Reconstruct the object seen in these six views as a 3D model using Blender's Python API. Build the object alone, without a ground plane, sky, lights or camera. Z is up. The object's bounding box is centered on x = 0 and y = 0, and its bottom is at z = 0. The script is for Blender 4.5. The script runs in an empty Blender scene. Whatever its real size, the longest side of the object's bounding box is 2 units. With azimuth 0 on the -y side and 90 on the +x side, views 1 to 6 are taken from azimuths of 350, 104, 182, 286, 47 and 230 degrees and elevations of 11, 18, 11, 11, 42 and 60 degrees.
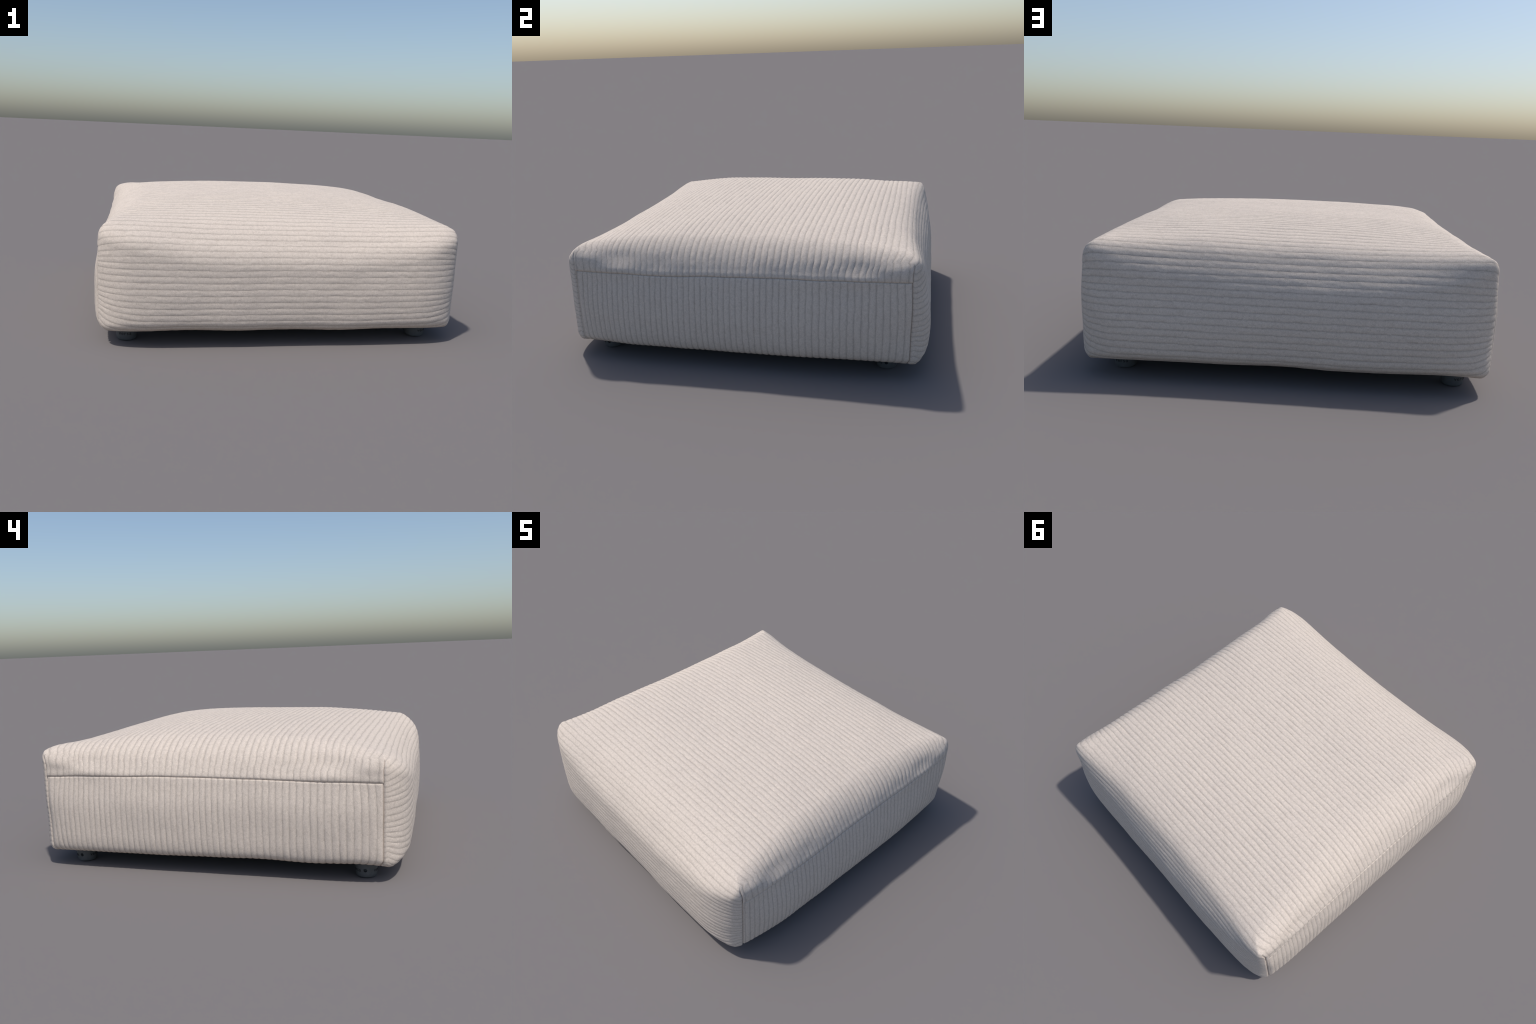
"""Square corduroy-covered ottoman on four low round feet (procedural, Blender 4.5)."""
import bpy, math
import numpy as np

# ----------------------------------------------------------------------------
# 1. SHAPE OF THE STUFFED BODY
#    Four bulging walls, a domed top and a flat underside, blended into one
#    another with rounded edges.  Wall profiles are given at a few heights:
#    c* = wall position at the corners, b* = extra bulge in the wall's middle.
#    L/R = the -x / +x walls (with the sewn side panels), F/B = the -y / +y walls.
# ----------------------------------------------------------------------------
X0, Y0 = -0.015, 0.012            # plan centre
HX, HY = 0.925, 0.895             # nominal half sizes
ZK = np.array([0.06, 0.13, 0.24, 0.36, 0.49, 0.56, 0.64, 0.72])
SHAPE = {
    'cL': [0.938, 0.95, 0.953, 0.955, 0.949, 0.947, 0.942, 0.885],
    'bL': [0.012, 0.02, 0.023, 0.018, 0.002, -0.004, -0.01, -0.016],
    'cR': [0.908, 0.915, 0.918, 0.921, 0.918, 0.916, 0.913, 0.905],
    'bR': [0.016, 0.044, 0.052, 0.038, 0.019, 0.016, 0.015, 0.012],
    'cF': [0.905, 0.897, 0.893, 0.896, 0.899, 0.897, 0.88, 0.888],
    'bF': [0.058, 0.082, 0.094, 0.089, 0.081, 0.082, 0.075, 0.046],
    'cB': [0.924, 0.918, 0.913, 0.917, 0.92, 0.922, 0.934, 0.907],
    'bB': [0.042, 0.062, 0.074, 0.062, 0.041, 0.038, 0.044, 0.03],
    'top': [0.644, -0.036, 0.001, 0.11, -0.003, 0.01],
    'bot': [0.064, 0.027, 0.012, -0.002, 0.001],
    'r': [0.095, 0.175, 0.035, 0.061],
}
R_TOP_CORNER, R_TOP_EDGE, R_VERTICAL, R_BOTTOM = SHAPE['r']


_LATTICE = {}


def noise2(u, v, seed):
    """Smooth value noise on a lattice, range -1..1."""
    if seed not in _LATTICE:
        _LATTICE[seed] = np.random.default_rng(seed).uniform(-1, 1, (512, 512))
    tab = _LATTICE[seed]
    iu = np.floor(u).astype(int); iv = np.floor(v).astype(int)
    fu = u - iu; fv = v - iv
    fu = fu * fu * (3 - 2 * fu); fv = fv * fv * (3 - 2 * fv)
    a = tab[iu % 512, iv % 512]; b = tab[(iu + 1) % 512, iv % 512]
    c = tab[iu % 512, (iv + 1) % 512]; d = tab[(iu + 1) % 512, (iv + 1) % 512]
    return (a * (1 - fu) + b * fu) * (1 - fv) + (c * (1 - fu) + d * fu) * fv


def sstep(e0, e1, x):
    t = np.clip((x - e0) / (e1 - e0), 0, 1)
    return t * t * (3 - 2 * t)


def profile(z, v):
    """Cubic curve through the wall's values at the height knots."""
    v = np.asarray(v, float); z = np.clip(z, ZK[0], ZK[-1])
    m = np.gradient(v, ZK)
    i = np.clip(np.searchsorted(ZK, z) - 1, 0, len(ZK) - 2)
    h = ZK[i + 1] - ZK[i]; t = (z - ZK[i]) / h
    return ((2*t**3 - 3*t**2 + 1) * v[i] + (t**3 - 2*t**2 + t) * h * m[i]
            + (-2*t**3 + 3*t**2) * v[i+1] + (t**3 - t**2) * h * m[i+1])


def round_max(a, b, r):
    u = np.maximum(a + r, 0); w = np.maximum(b + r, 0)
    return np.minimum(np.maximum(a, b) + r, 0) + np.sqrt(u*u + w*w + 1e-18) - r


def lumps(x, y, z, nx, ny):
    """Soft unevenness of the stuffing: each wall, the top and the underside."""
    rim = sstep(0.50, 0.60, z)
    def wall(t, s):
        return (0.0040 * noise2(t * 3.1 + 7, z * 3.0 + 3, s)
                + 0.0018 * noise2(t * 7.0 + 1, z * 7.0, s + 1)
                + 0.0050 * rim * noise2(t * 4.6 + 5, 0 * z + 0.5, s + 2))
    eZ = 0.005 * noise2(x * 2.3 + 9, y * 2.3 + 4, 71) + 0.002 * noise2(x * 6 + 2, y * 6, 72)
    # side flaps: taut and upright right beside the darts, slack and dented further along
    a = HY - np.abs(y - Y0)
    tuck = (-0.009 * np.exp(-((a - 0.27) / 0.100)**2 - ((z - 0.580) / 0.036)**2)
            + 0.004 * np.exp(-((a - 0.27) / 0.085)**2 - ((z - 0.520) / 0.025)**2)
            + 0.006 * np.exp(-((a - 0.09) / 0.055)**2 - ((z - 0.570) / 0.030)**2)
            - 0.004 * np.exp(-((a - 0.50) / 0.07)**2 - ((z - 0.560) / 0.035)**2))
    eZ = eZ - 0.010 * np.exp(-((x + 0.60) / 0.30)**2 - ((y - 0.62) / 0.24)**2)
    eB = 0.006 * noise2(x * 4 + 9, y * 4 + 4, 81)
    # the back wall hangs fuller on its -x half and puffs out low beside the +x corner
    back = (wall(x, 41) - 0.022 * nx * (1 - nx**2) * np.exp(-((z - 0.40) / 0.15)**2)
            + 0.018 * np.exp(-((nx - 0.93) / 0.16)**2 - ((z - 0.32) / 0.20)**2))
    right = wall(y, 21) + tuck + 0.010 * np.exp(-((ny - 0.95) / 0.12)**2 - ((z - 0.36) / 0.20)**2)
    return wall(y, 11) + tuck, right, wall(x, 31), back, eZ, eB


def field(p):
    x, y, z = p[:, 0], p[:, 1], p[:, 2]
    nx = np.clip((x - X0) / HX, -1.05, 1.05); ny = np.clip((y - Y0) / HY, -1.05, 1.05)
    ax, ay = np.abs(nx), np.abs(ny)
    fy = 1 - ay**10; fx = 1 - ax**10
    S = SHAPE
    eL, eR, eF, eB, eZ, eU = lumps(x, y, z, nx, ny)
    xl = profile(z, S['cL']) + profile(z, S['bL']) * fy + eL
    xr = profile(z, S['cR']) + profile(z, S['bR']) * (1 - ay**4.5) + eR
    yf = profile(z, S['cF']) + profile(z, S['bF']) * fx + eF
    yb = profile(z, S['cB']) + profile(z, S['bB']) * fx + eB
    gx = 1 - ax**3.8; gy = 1 - ay**3.8
    t = S['top']; b = S['bot']
    top = t[0] + t[1]*gx + t[2]*gy + t[3]*gx*gy + t[4]*nx + t[5]*ny + eZ
    bot = b[0] + b[1]*fx + b[2]*fy + b[3]*nx + b[4]*ny + eU
    dx = np.maximum(x - xr, -x - xl); dy = np.maximum(y - yb, -y - yf)
    m = np.clip(np.minimum(ax, ay), 0, 1)**2
    rt = R_TOP_EDGE + (R_TOP_CORNER - R_TOP_EDGE) * m
    d = round_max(dx, dy, R_VERTICAL)
    d = round_max(d, z - top, rt)
    return round_max(d, bot - z, R_BOTTOM)


# a plain box is used as the pattern the fabric panels are cut from
AX, AY, AZ0, AZ1 = 0.925, 0.895, 0.075, 0.625
RC = 0.22


def project(q, it=17):
    """Lay points of the pattern box on to the stuffed body."""
    c = np.empty_like(q)
    c[:, 0] = np.clip(q[:, 0], X0 - AX + RC, X0 + AX - RC)
    c[:, 1] = np.clip(q[:, 1], Y0 - AY + RC, Y0 + AY - RC)
    c[:, 2] = np.clip(q[:, 2], AZ0 + RC, AZ1 - RC)
    d = q - c; d /= np.linalg.norm(d, axis=1)[:, None]
    lo = np.zeros(len(q)); hi = np.full(len(q), 0.6)
    for _ in range(it):
        mid = (lo + hi) / 2
        ins = field(c + d * mid[:, None]) < 0
        lo = np.where(ins, mid, lo); hi = np.where(ins, hi, mid)
    return c + d * ((lo + hi) / 2)[:, None]


def normals(p, h=0.004):
    g = np.empty_like(p)
    for k in range(3):
        e = np.zeros(3); e[k] = h
        g[:, k] = field(p + e) - field(p - e)
    return g / np.linalg.norm(g, axis=1)[:, None]


# ----------------------------------------------------------------------------
# 2. CORDUROY PANELS
# ----------------------------------------------------------------------------
PITCH = 0.0330                    # one wale
WALE_PHASES = np.array([-.045, 0, .045, .11, .22, .37, .5, .63, .78, .89])
WALE_DEPTH = 0.0030
WRAP = 0.020                      # front/back panels turn the corner by this
HEM = 0.075                       # fabric tucked under the bottom edge


def wale_height(ph):
    """Rounded rib with a sharp valley; 0 on the crown, -1 in the valley."""
    return np.abs(np.sin(np.pi * ph))**0.88 - 1.0


def seam_dip(dist, depth=0.005, width=0.0040):
    return -depth * np.exp(-(dist / width)**2)


def wrap_at(z):
    return WRAP * sstep(AZ1 - 0.004, AZ1 - 0.09, z)


def seam_height(side, y):
    """Height of the horizontal side seam along y."""
    n = (y - Y0) / AY
    if side < 0:
        return 0.503 + 0.004 * n - 0.010 * n**2 + 0.003 * np.sin(5.2 * y + 1.0) + 0.003 * noise2(y * 7 + 3, 0 * y + 0.5, 91)
    return 0.505 + 0.012 * n + 0.003 * n**2 + 0.003 * np.sin(4.6 * y + 0.4) + 0.003 * noise2(y * 7 + 3, 0 * y + 0.5, 92)


def seam_pattern_z(side, yq):
    """Pattern-box height whose laid-on point sits on the seam."""
    lo = np.full(len(yq), 0.30); hi = np.full(len(yq), AZ1 - 0.002)
    for _ in range(16):
        mid = (lo + hi) / 2
        p = project(np.stack([np.full(len(yq), X0 + side * AX), yq, mid], 1), 18)
        low = p[:, 2] < seam_height(side, p[:, 1])
        lo = np.where(low, mid, lo); hi = np.where(low, hi, mid)
    return (lo + hi) / 2


# -- the strip path: under the front, up the front, over the top, down the back
L_HEM, L_WALL, L_TOP = HEM, AZ1 - AZ0, 2 * AY
PATH = 2 * (L_HEM + L_WALL) + L_TOP


def path_to_yz(t):
    """Pattern path length -> (y, z, inset) on the box; inset>0 under the bottom."""
    y = np.empty_like(t); z = np.empty_like(t); ins = np.zeros_like(t)
    a = L_HEM; b = a + L_WALL; c = b + L_TOP; d = c + L_WALL
    m = t < a;              y[m] = Y0 - AY + (a - t[m]); z[m] = AZ0; ins[m] = a - t[m]
    m = (t >= a) & (t < b); y[m] = Y0 - AY; z[m] = AZ0 + (t[m] - a)
    m = (t >= b) & (t <= c); y[m] = Y0 - AY + (t[m] - b); z[m] = AZ1
    m = (t > c) & (t <= d); y[m] = Y0 + AY; z[m] = AZ1 - (t[m] - c)
    m = t > d;              y[m] = Y0 + AY - (t[m] - d); z[m] = AZ0; ins[m] = t[m] - d
    return y, z, ins


def arc_table():
    t = np.linspace(0, PATH, 3000)
    y, z, _ = path_to_yz(t)
    acc = 0
    for xs in (-0.45, 0.0, 0.45):
        p = project(np.stack([np.full_like(t, xs), y, z], 1))
        acc = acc + np.concatenate([[0], np.cumsum(np.linalg.norm(np.diff(p, axis=0), axis=1))])
    arc = acc / 3
    # the cloth is stretched over the top: its wales lie wider there than on the walls
    mid = (t[1:] + t[:-1]) / 2
    y, z, ins = path_to_yz(mid)
    on_top = sstep(L_HEM + L_WALL - 0.12, L_HEM + L_WALL + 0.10, mid) * \
        sstep(PATH - L_HEM - L_WALL + 0.12, PATH - L_HEM - L_WALL - 0.10, mid)
    stretch = 0.972 + 0.050 * on_top
    arc = np.concatenate([[0], np.cumsum(np.diff(arc) / stretch)])
    return t, arc


T_TAB, S_TAB = arc_table()


def rows_between(s0, s1, phase0=0.0):
    """Arc positions and wale phases of mesh rows from s0 to s1 (ends included)."""
    k = np.arange(math.floor(s0 / PITCH) - 1, math.ceil(s1 / PITCH) + 2)
    ph = (k[:, None] + WALE_PHASES[None, :]).ravel()
    s = ph * PITCH
    m = (s > s0 + 0.0008) & (s < s1 - 0.0008)
    return (np.concatenate([[s0], s[m], [s1]]),
            np.concatenate([[s0 / PITCH], ph[m], [s1 / PITCH]]))


def relief(ph, s, t, fade, seed, depth=1.0):
    """Wale relief with uneven valleys and a little pile lumpiness."""
    amp = WALE_DEPTH * depth * (1.0 + 0.45 * noise2(s / 0.035, t / 0.07, seed))
    h = amp * wale_height(ph)
    h = h + 0.0006 * noise2(s / 0.012, t / 0.024, seed + 1) * (1 + wale_height(ph))
    return h * fade


def meander(s, t, seed):
    return (0.0011 * noise2(s / 0.030, t / 0.055, seed)
            + 0.0024 * noise2(s / 0.22, t / 0.33, seed + 1)
            + 0.0006 * noise2(s / 0.030, t / 0.018, seed + 2))


def wale_dark_tone(ph, ncol, seed):
    """Material slot of every face of a panel: 0 crown, 1 valley, 2 and 3 shoulders, 1-3 darker than the crown.
    ph are the row phases; the dark line is broken here and there."""
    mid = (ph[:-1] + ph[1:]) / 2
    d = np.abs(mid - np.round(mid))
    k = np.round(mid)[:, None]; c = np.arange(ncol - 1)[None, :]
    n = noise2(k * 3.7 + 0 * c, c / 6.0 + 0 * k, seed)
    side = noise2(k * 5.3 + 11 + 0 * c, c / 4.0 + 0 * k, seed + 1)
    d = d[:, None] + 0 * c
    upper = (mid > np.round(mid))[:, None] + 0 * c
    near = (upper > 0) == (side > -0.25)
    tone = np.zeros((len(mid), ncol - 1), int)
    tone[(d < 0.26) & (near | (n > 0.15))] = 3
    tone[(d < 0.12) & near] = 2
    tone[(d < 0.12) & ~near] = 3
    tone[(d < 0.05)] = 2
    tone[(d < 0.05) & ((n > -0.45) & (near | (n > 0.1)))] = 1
    return tone.ravel()


def fill(idx, loop=None):
    a = idx[:-1, :-1].ravel(); b = idx[:-1, 1:].ravel()
    c = idx[1:, 1:].ravel(); d = idx[1:, :-1].ravel()
    return np.stack([a, b, c, d], 1)


def make_mesh(name, co, quads, tone=None):
    me = bpy.data.meshes.new(name)
    me.vertices.add(len(co)); me.vertices.foreach_set('co', co.astype(np.float32).ravel())
    n = len(quads)
    me.loops.add(n * 4); me.loops.foreach_set('vertex_index', quads.astype(np.int32).ravel())
    me.polygons.add(n)
    me.polygons.foreach_set('loop_start', np.arange(0, 4 * n, 4, dtype=np.int32))
    me.polygons.foreach_set('loop_total', np.full(n, 4, dtype=np.int32))
    if tone is not None:
        me.polygons.foreach_set('material_index', tone.astype(np.int32))
    me.update(calc_edges=True); me.validate()
    me.shade_smooth()
    return me


def build_cover():
    """Front wall + top with its two side flaps + back wall: one continuous strip."""
    t_edge0 = L_HEM + L_WALL; t_edge1 = t_edge0 + L_TOP
    s_e0 = np.interp(t_edge0, T_TAB, S_TAB); s_e1 = np.interp(t_edge1, T_TAB, S_TAB)
    sF, phF = rows_between(0.0, s_e0)
    sT, phT = rows_between(s_e0, s_e1)
    sB, phB = rows_between(s_e1, S_TAB[-1])
    NC = 220
    u = np.linspace(-1, 1, NC)
    u = np.sign(u) * (0.86 * np.abs(u) + 0.14 * (1 - (1 - np.abs(u))**2.2))   # finer near corners

    def wander(s, tx, lock, seed=101):
        s2 = s + meander(s, tx, seed) * lock
        return np.interp(s2, S_TAB, T_TAB)

    # ---- top with flaps
    NF = 26
    flap = np.linspace(0, 1, NF + 1)[:-1]                 # 0 at seam -> 1 at box edge
    flap = 1 - (1 - flap)**1.0
    # finer towards the seam
    flap = flap**1.35
    S, PH = sT[:, None], phT[:, None]
    nr = len(sT)
    cols = []
    lockT = (sstep(0, 0.02, S - s_e0) * sstep(0, 0.02, s_e1 - S))
    # centre
    tx = (X0 + u * AX)[None, :] + 0 * S
    tt = wander(S + 0 * tx, tx, lockT)
    y, z, _ = path_to_yz(tt)
    qc = np.stack([tx, y, np.full_like(tx, AZ1)], -1)
    ycl = {}
    for side in (-1, 1):
        xe = X0 + side * (AX + 0.10 * (1 - flap))[None, :] + 0 * S   # running coordinate for noise
        tt = wander(S + 0 * xe, xe, lockT)
        yb_, _, _ = path_to_yz(tt)
        n = (yb_ - Y0) / AY
        # seam pattern height per row (use undisturbed row)
        yr, _, _ = path_to_yz(np.interp(sT, S_TAB, T_TAB))
        zs = seam_pattern_z(side, Y0 + (yr - Y0) * (1 - WRAP / AY))
        zq = zs[:, None] + (AZ1 - zs[:, None]) * flap[None, :]
        yq = Y0 + n * (AY - wrap_at(zq))
        ycl[side] = (np.stack([np.full_like(zq, X0 + side * AX), yq, zq], -1),
                     zq - zs[:, None], xe)
    qL, dL, xL = ycl[-1]; qR, dR, xR = ycl[1]
    qT = np.concatenate([qL, qc, qR[:, ::-1]], 1)
    txT = np.concatenate([xL, tx, xR[:, ::-1]], 1)
    big = np.full_like(tx, 1.0)
    d_seam = np.concatenate([dL, big, dR[:, ::-1]], 1)
    # distance to the dart (only on the flaps)
    dart = np.concatenate([np.minimum(AY - WRAP - np.abs(q[:, :, 1] - Y0) + WRAP - wrap_at(q[:, :, 2]), 9)
                           * 1.0 for q in (qL,)] +
                          [np.full_like(tx, 1.0)] +
                          [(AY - wrap_at(qR[:, :, 2]) - np.abs(qR[:, :, 1] - Y0))[:, ::-1]], 1)
    dart = np.clip(dart, 0, None)
    below = np.concatenate([AZ1 - qL[:, :, 2], 0 * tx, (AZ1 - qR[:, :, 2])[:, ::-1]], 1)
    dart_on = sstep(0.012, 0.045, below)
    fade = sstep(-0.002, 0.009, d_seam) * (1 - dart_on * (1 - sstep(-0.002, 0.008, dart)))
    disp = relief(PH + 0 * txT, S + 0 * txT, txT, fade, 201,
                  (1 - 0.40 * sstep(0.0, 0.08, below))
                  * (0.40 + 0.72 * sstep(0.0, 0.30, np.minimum(S - s_e0, s_e1 - S))))
    disp += np.minimum(seam_dip(d_seam), seam_dip(dart) * dart_on)
    disp += 0.0018 * np.exp(-((d_seam - 0.018) / 0.016)**2)              # flap puffs over the seam

    # ---- walls
    def wall(s, ph, sign):
        S, PH = s[:, None], ph[:, None]
        lock = sstep(0, 0.02, np.abs(S - (s_e0 if sign < 0 else s_e1)))
        uu = u[None, :] + 0 * S
        tt = wander(S + 0 * uu, X0 + uu * AX, lock)
        y, z, ins = path_to_yz(tt)
        half = AX + wrap_at(z) * (ins == 0) - ins + (WRAP * (1 - sstep(0, 0.01, ins)) * (ins > 0))
        sx = uu * half
        over = np.clip(np.abs(sx) - np.where(ins > 0, AX - ins, AX), 0, None)
        over = np.where(ins > 0, np.clip(np.abs(sx) - AX, 0, None), over)
        qx = X0 + np.sign(sx) * np.minimum(np.abs(sx), AX)
        qy = y - sign * over
        q = np.stack([qx, qy, z], -1)
        dist = half - np.abs(sx)
        on = sstep(AZ1 - 0.012, AZ1 - 0.045, z)
        fade = 1 - on * (1 - (0.35 * sstep(-0.002, 0.006, dist) + 0.65 * sstep(0.004, 0.05, dist)))
        flat = 0.40
        disp = relief(PH + 0 * uu, S + 0 * uu, sx, fade, 201, flat)
        disp += seam_dip(dist, 0.008, 0.004) * on
        disp *= np.where(ins > 0, sstep(0.05, 0.0, ins), 1)
        return q, disp
    qF, dF = wall(sF, phF, -1)
    qB, dB = wall(sB, phB, 1)
    nt = NF + NC + NF
    co = []; 
    def lay(q, d):
        f = q.reshape(-1, 3); p = project(f); n = normals(p)
        return p + n * d.reshape(-1, 1)
    pT = lay(qT, disp); pF = lay(qF[:-1], dF[:-1]); pB = lay(qB[1:], dB[1:])
    iT = np.arange(len(pT)).reshape(nr, nt)
    iF = len(pT) + np.arange(len(pF)).reshape(-1, NC)
    iB = len(pT) + len(pF) + np.arange(len(pB)).reshape(-1, NC)
    iF = np.concatenate([iF, iT[:1, NF:NF + NC]]); iB = np.concatenate([iT[-1:, NF:NF + NC], iB])
    co = np.concatenate([pT, pF, pB])
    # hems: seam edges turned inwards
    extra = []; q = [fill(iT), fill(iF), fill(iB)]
    tone = [wale_dark_tone(phT, nt, 501), wale_dark_tone(phF, NC, 511), wale_dark_tone(phB, NC, 521)]
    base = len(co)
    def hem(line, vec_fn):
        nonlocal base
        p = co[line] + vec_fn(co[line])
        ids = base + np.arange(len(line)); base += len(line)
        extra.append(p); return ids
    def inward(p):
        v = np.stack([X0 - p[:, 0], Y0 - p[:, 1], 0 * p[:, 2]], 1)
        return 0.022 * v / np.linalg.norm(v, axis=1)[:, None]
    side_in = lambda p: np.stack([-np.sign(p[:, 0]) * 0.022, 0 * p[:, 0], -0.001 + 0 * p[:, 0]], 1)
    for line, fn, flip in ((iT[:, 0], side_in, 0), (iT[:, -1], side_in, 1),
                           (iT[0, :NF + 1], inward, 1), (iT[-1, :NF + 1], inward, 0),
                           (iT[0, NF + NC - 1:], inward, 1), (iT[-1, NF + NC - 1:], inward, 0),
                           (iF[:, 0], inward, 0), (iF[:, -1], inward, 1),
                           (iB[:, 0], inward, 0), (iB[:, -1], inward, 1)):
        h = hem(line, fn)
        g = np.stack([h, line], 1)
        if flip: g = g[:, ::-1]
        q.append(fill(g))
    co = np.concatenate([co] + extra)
    q = np.concatenate(q)[:, ::-1]; tone = np.concatenate(tone)
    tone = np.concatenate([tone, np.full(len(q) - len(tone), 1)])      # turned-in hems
    return make_mesh('corduroy_cover', co, q, tone)


def build_side_panel(side):
    """Lower side panel: vertical wales from the hem up to the horizontal seam."""
    # wales a little closer at one end than at the other
    NZ, NH = 46, 9
    # wales lie closer towards one end; the cloth is turned half round on the other side
    vg = np.linspace(-1, 1, 400)
    pg = project(np.stack([np.full(400, X0 + side * AX), Y0 + side * -vg * (AY - WRAP), np.full(400, 0.33)], 1))
    arc = np.concatenate([[0], np.cumsum(np.linalg.norm(np.diff(pg, axis=0), axis=1))])
    local = np.interp(vg, [-1, -0.5, 0, 1], [0.0358, 0.0335, 0.0312, 0.0302])
    count = np.concatenate([[0], np.cumsum(np.diff(arc) / ((local[1:] + local[:-1]) / 2))])
    L = count[-1] * PITCH
    s, ph = rows_between(0.0, L)
    v = np.interp(ph, count, vg) * -side
    zs_line_y = Y0 + v * (AY - WRAP)
    zs = seam_pattern_z(side, zs_line_y)
    w = np.linspace(0, 1, NZ); w = 1 - (1 - w)**1.35
    inset = np.linspace(HEM, 0, NH + 1)[:-1]
    S = s[:, None]; PH = ph[:, None]
    zq = AZ0 + (zs[:, None] - AZ0) * w[None, :]
    tz = np.concatenate([-inset[None, :] + 0 * S, zq - AZ0], 1)
    mv = meander(S + 0 * tz, tz, 301 + side) * sstep(0, .03, S) * sstep(0, .03, L - S) / L * 2
    vv = v[:, None] + mv
    halfz = AY - wrap_at(zq)
    q_wall = np.stack([np.full_like(zq, X0 + side * AX), Y0 + vv[:, NH:] * halfz, zq], -1)
    ins = inset[None, :] + 0 * S
    hh = AY - ins - WRAP * (1 - sstep(0, 0.01, ins))
    q_hem = np.stack([X0 + side * (AX - ins), Y0 + vv[:, :NH] * hh, np.full_like(ins, AZ0)], -1)
    q = np.concatenate([q_hem, q_wall], 1)
    d_corner = (1 - np.abs(vv)) * AY
    d_seam = np.concatenate([np.full_like(ins, 1.0), zs[:, None] - zq], 1)
    fade = sstep(-0.002, 0.009, d_seam) * sstep(-0.002, 0.008, d_corner)
    fade = fade * np.concatenate([sstep(0.05, 0.0, ins), 0 * zq + 1], 1)
    disp = relief(PH + 0 * tz, S + 0 * tz, tz, fade, 401 + side, 0.75)
    disp += np.minimum(seam_dip(d_seam, 0.006, 0.0032), seam_dip(d_corner, 0.009, 0.007)) - 0.001
    f = q.reshape(-1, 3); p = project(f); p = p + normals(p) * disp.reshape(-1, 1)
    idx = np.arange(len(p)).reshape(len(s), NH + NZ)
    quads = [fill(idx)]
    co = [p]; base = len(p)
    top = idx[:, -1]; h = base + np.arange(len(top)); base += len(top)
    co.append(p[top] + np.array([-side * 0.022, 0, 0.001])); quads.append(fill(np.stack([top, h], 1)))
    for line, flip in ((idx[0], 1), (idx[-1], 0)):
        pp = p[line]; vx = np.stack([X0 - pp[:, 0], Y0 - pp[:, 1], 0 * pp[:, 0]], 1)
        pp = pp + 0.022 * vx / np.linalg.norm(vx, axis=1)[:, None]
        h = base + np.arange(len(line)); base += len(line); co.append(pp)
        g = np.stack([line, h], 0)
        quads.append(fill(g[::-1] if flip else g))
    quads = np.concatenate(quads); tone = wale_dark_tone(ph, NH + NZ, 531 + side)
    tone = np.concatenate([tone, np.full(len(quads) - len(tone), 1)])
    return make_mesh('side_panel', np.concatenate(co), quads[:, ::-1], tone)


def build_base_panel():
    """Dust cover closing the underside, just inside the hems."""
    xs = np.linspace(-1, 1, 60) * (AX - HEM + 0.012); ys = np.linspace(-1, 1, 60) * (AY - HEM + 0.012)
    g = np.meshgrid(xs, ys, indexing='ij')
    q = np.stack([X0 + g[0].ravel(), Y0 + g[1].ravel(), np.full(g[0].size, AZ0)], 1)
    p = project(q); p[:, 2] += 0.004
    return make_mesh('base_panel', p, fill(np.arange(len(p)).reshape(60, 60))[:, ::-1])


# ----------------------------------------------------------------------------
# 3. FEET
# ----------------------------------------------------------------------------
FOOT_H = 0.112
FOOT_PROFILE = [(0.000, 0.0), (0.040, 0.0), (0.0455, 0.0012), (0.0492, 0.0045), (0.0512, 0.0095),
                (0.0530, 0.022), (0.0548, 0.045), (0.0555, 0.070), (0.0555, FOOT_H), (0.0, FOOT_H)]
HOLE_R, HOLE_Z = 0.0092, 0.040


def foot_radius(z):
    r = [a for a, _ in FOOT_PROFILE[1:-1]]; h = [b for _, b in FOOT_PROFILE[1:-1]]
    return np.interp(z, h, r)


def build_foot():
    import bmesh
    bm = bmesh.new()
    vs = [bm.verts.new((r, 0, z)) for r, z in FOOT_PROFILE]
    es = [bm.edges.new((vs[i], vs[i + 1])) for i in range(len(vs) - 1)]
    bmesh.ops.spin(bm, geom=vs + es, cent=(0, 0, 0), axis=(0, 0, 1), angle=2 * math.pi, steps=72, use_duplicate=False)
    bmesh.ops.remove_doubles(bm, verts=bm.verts, dist=1e-5)
    bmesh.ops.recalc_face_normals(bm, faces=bm.faces)
    me = bpy.data.meshes.new('foot'); bm.to_mesh(me); bm.free()
    ob = bpy.data.objects.new('foot_blank', me); bpy.context.collection.objects.link(ob)
    # adjusting hole drilled into the outer side
    cm = bpy.data.meshes.new('drill'); bm = bmesh.new()
    bmesh.ops.create_cone(bm, cap_ends=True, segments=32, radius1=HOLE_R, radius2=HOLE_R, depth=0.05)
    bm.to_mesh(cm); bm.free()
    cut = bpy.data.objects.new('drill', cm); bpy.context.collection.objects.link(cut)
    cut.rotation_euler = (0, math.radians(90), 0); cut.location = (-0.060, 0, HOLE_Z)
    m = ob.modifiers.new('hole', 'BOOLEAN'); m.object = cut; m.operation = 'DIFFERENCE'; m.solver = 'EXACT'
    dg = bpy.context.evaluated_depsgraph_get()
    out = bpy.data.meshes.new_from_object(ob.evaluated_get(dg)); out.name = 'foot'
    bpy.data.objects.remove(ob); bpy.data.objects.remove(cut)
    out.shade_smooth()
    out.set_sharp_from_angle(angle=math.radians(38))
    return out


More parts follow.
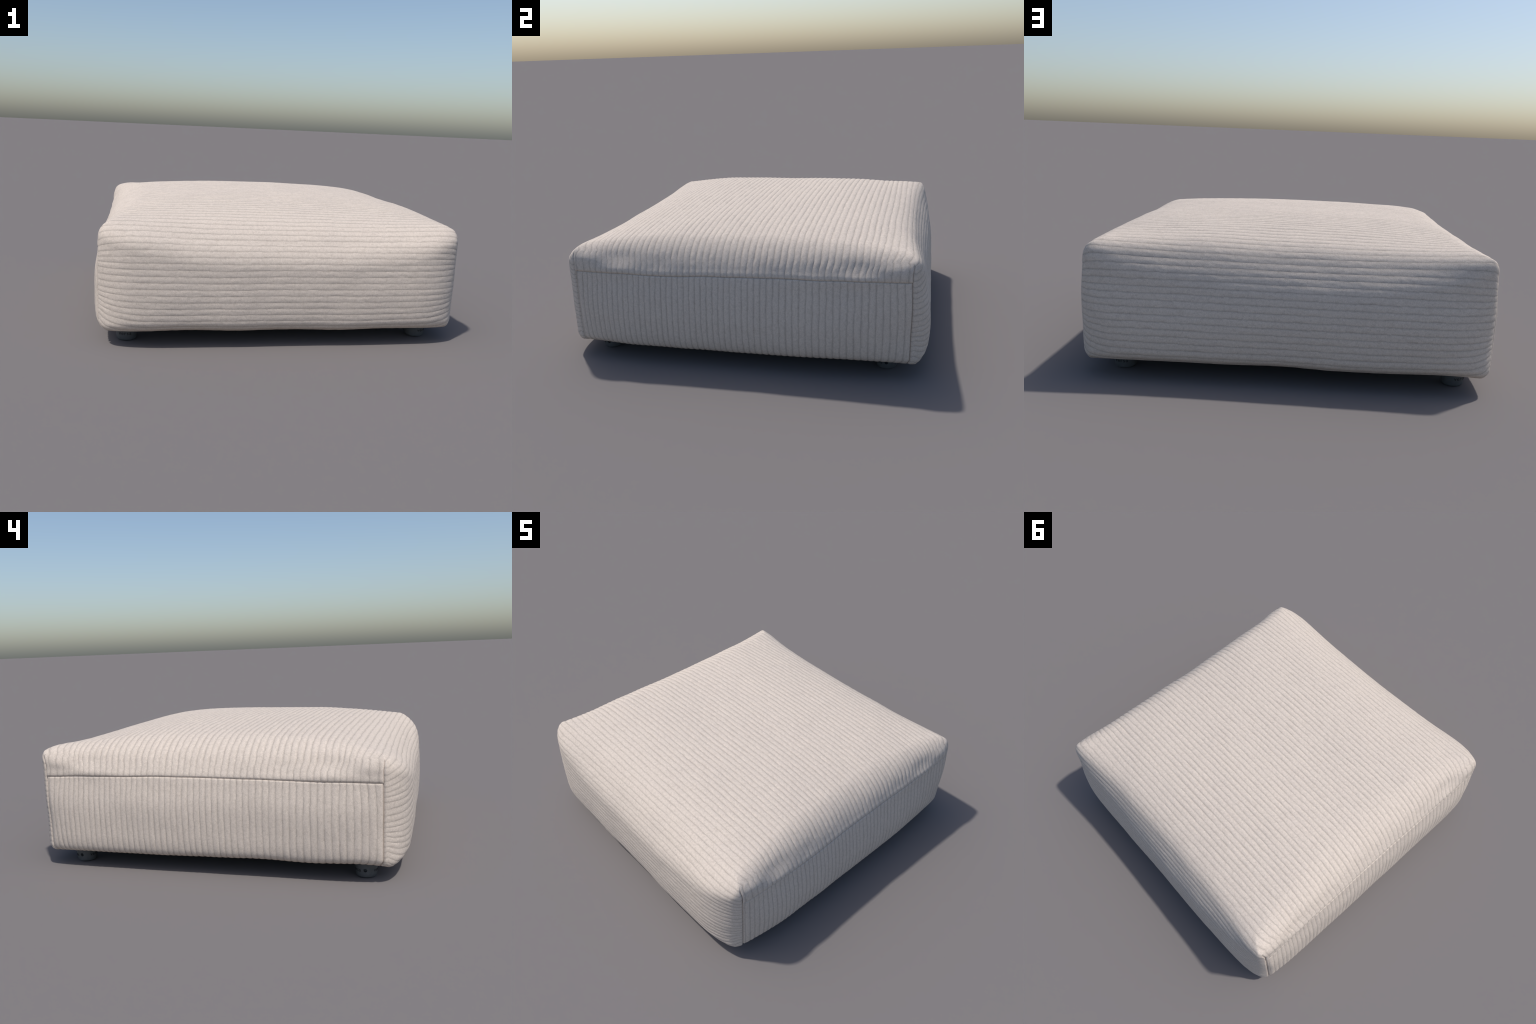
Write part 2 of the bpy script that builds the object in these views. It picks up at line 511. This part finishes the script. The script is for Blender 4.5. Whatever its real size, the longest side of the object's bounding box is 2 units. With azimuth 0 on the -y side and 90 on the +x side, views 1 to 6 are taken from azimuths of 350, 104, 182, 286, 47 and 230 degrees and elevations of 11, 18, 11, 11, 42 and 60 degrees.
def build_lettering():
    """The word moulded into the foot, bent round it on both sides of the hole."""
    cu = bpy.data.curves.new('word', 'FONT'); cu.body = 'versa'
    cu.size = 0.027; cu.extrude = 0.0012; cu.align_x = 'CENTER'; cu.resolution_u = 4
    cu.space_character = 1.15
    ob = bpy.data.objects.new('word', cu); bpy.context.collection.objects.link(ob)
    dg = bpy.context.evaluated_depsgraph_get()
    me = bpy.data.meshes.new_from_object(ob.evaluated_get(dg))
    bpy.data.objects.remove(ob)
    n = len(me.vertices); co = np.empty(n * 3, np.float32); me.vertices.foreach_get('co', co); co = co.reshape(-1, 3)
    faces = [tuple(p.vertices) for p in me.polygons]
    vs, fs = [], []
    for ang in (-98, 122):                  # directions of the word's middle, hole at 180
        z = 0.031 + co[:, 1]
        r = foot_radius(z)
        a = math.radians(ang) + co[:, 0] / 0.0545
        rr = r + 0.0001 + (co[:, 2] > 0) * 0.0007 - (co[:, 2] <= 0) * 0.001
        base = sum(len(v) for v in vs)
        vs.append(np.stack([rr * np.cos(a), rr * np.sin(a), z], 1))
        fs += [tuple(i + base for i in f) for f in faces]
    out = bpy.data.meshes.new('lettering')
    out.from_pydata([tuple(v) for v in np.concatenate(vs)], [], fs); out.update()
    return out


# ----------------------------------------------------------------------------
# 4. MATERIALS
# ----------------------------------------------------------------------------
def nodes_of(name):
    m = bpy.data.materials.new(name); m.use_nodes = True
    nt = m.node_tree; nt.nodes.clear()
    out = nt.nodes.new('ShaderNodeOutputMaterial'); b = nt.nodes.new('ShaderNodeBsdfPrincipled')
    nt.links.new(b.outputs[0], out.inputs[0])
    tc = nt.nodes.new('ShaderNodeTexCoord')
    return m, nt, b, tc


def noise_node(nt, vec, scale, detail=2.0, rough=0.5):
    n = nt.nodes.new('ShaderNodeTexNoise'); n.inputs['Scale'].default_value = scale
    n.inputs['Detail'].default_value = detail; n.inputs['Roughness'].default_value = rough
    nt.links.new(vec, n.inputs['Vector']); return n


def ramp(nt, fac, stops):
    r = nt.nodes.new('ShaderNodeValToRGB')
    while len(r.color_ramp.elements) < len(stops): r.color_ramp.elements.new(0.5)
    for e, (p, c) in zip(r.color_ramp.elements, stops):
        e.position = p; e.color = (*c, 1)
    nt.links.new(fac, r.inputs[0]); return r


def mix(nt, kind, fac, a, b):
    m = nt.nodes.new('ShaderNodeMix'); m.data_type = 'RGBA'; m.blend_type = kind
    if isinstance(fac, float): m.inputs[0].default_value = fac
    else: nt.links.new(fac, m.inputs[0])
    nt.links.new(a, m.inputs[6]); nt.links.new(b, m.inputs[7]); return m.outputs[2]


FABRIC = (0.640, 0.557, 0.481)


def corduroy(name='corduroy', shade=1.0):
    m, nt, b, tc = nodes_of(name)
    v = tc.outputs['Object']
    f = np.array(FABRIC) * shade
    fine = noise_node(nt, v, 260, 3, 0.65)          # speckle of the pile
    mid = noise_node(nt, v, 75, 2, 0.5)            # small worn / brushed spots
    wide = noise_node(nt, v, 6, 2, 0.5)
    c1 = ramp(nt, fine.outputs[0], [(0.28, f * 0.83), (0.5, f), (0.72, np.minimum(f * 1.11, 1))])
    c2 = ramp(nt, mid.outputs[0], [(0.32, (0.90, 0.895, 0.89)), (0.5, (0.97, 0.97, 0.97)), (0.68, (1.0, 1.0, 1.0))])
    c3 = ramp(nt, wide.outputs[0], [(0.3, (0.98, 0.98, 0.985)), (0.7, (1.0, 1.0, 1.0))])
    col = mix(nt, 'MULTIPLY', 1.0, c1.outputs[0], c2.outputs[0])
    col = mix(nt, 'MULTIPLY', 1.0, col, c3.outputs[0])
    nt.links.new(col, b.inputs['Base Color'])
    b.inputs['Roughness'].default_value = 0.95
    b.inputs['Specular IOR Level'].default_value = 0.15
    bump = nt.nodes.new('ShaderNodeBump'); bump.inputs['Strength'].default_value = 0.35
    bump.inputs['Distance'].default_value = 0.0025
    nt.links.new(fine.outputs[0], bump.inputs['Height'])
    nt.links.new(bump.outputs[0], b.inputs['Normal'])
    return m


def plain(name, col, rough, scale=90, vary=0.12, spec=0.4):
    m, nt, b, tc = nodes_of(name)
    n = noise_node(nt, tc.outputs['Object'], scale, 2, 0.5)
    c = np.array(col)
    r = ramp(nt, n.outputs[0], [(0.3, c * (1 - vary)), (0.7, c * (1 + vary))])
    nt.links.new(r.outputs[0], b.inputs['Base Color'])
    b.inputs['Roughness'].default_value = rough
    b.inputs['Specular IOR Level'].default_value = spec
    return m


# ----------------------------------------------------------------------------
# 5. ASSEMBLY
# ----------------------------------------------------------------------------
def add(name, me, parent, mat, loc=(0, 0, 0), rot=0.0):
    o = bpy.data.objects.new(name, me)
    bpy.context.collection.objects.link(o)
    o.parent = parent; o.location = loc; o.rotation_euler = (0, 0, rot)
    if mat and not me.materials:
        for m in (mat if isinstance(mat, list) else [mat]): me.materials.append(m)
    return o


thing = bpy.data.objects.new('ottoman', None)
bpy.context.collection.objects.link(thing)
thing['label'] = 'square cream corduroy ottoman on four low dark round feet'
thing['category'] = 'ottoman'

cloth = [corduroy(), corduroy('corduroy_valley_dark', 0.74),  # darker fabric copies draw the soft rib shading into the colour
         corduroy('corduroy_shoulder_shadow_tint', 0.84), corduroy('corduroy_flank_shadow_tint', 0.925)]
add('cover', build_cover(), thing, cloth)
for side in (-1, 1):
    add('side_panel', build_side_panel(side), thing, cloth)
add('base_panel', build_base_panel(), thing, plain('dust_cover', (0.05, 0.05, 0.052), 0.9, 300, 0.2, 0.1))

foot_me = build_foot(); word_me = build_lettering()
foot_mat = plain('foot_plastic', (0.085, 0.091, 0.095), 0.5, 60, 0.08, 0.4)
word_mat = plain('lettering', (0.015, 0.016, 0.017), 0.6, 60, 0.05, 0.3)  # near-black colour gives these raised letters the shadow of engraved ones
for x, y in ((-0.812, -0.774), (-0.812, 0.774), (0.756, -0.774), (0.756, 0.774)):
    f = add('foot', foot_me, thing, foot_mat, (x, y, 0), 0.0 if x < 0 else math.pi)
    add('lettering', word_me, f, word_mat)
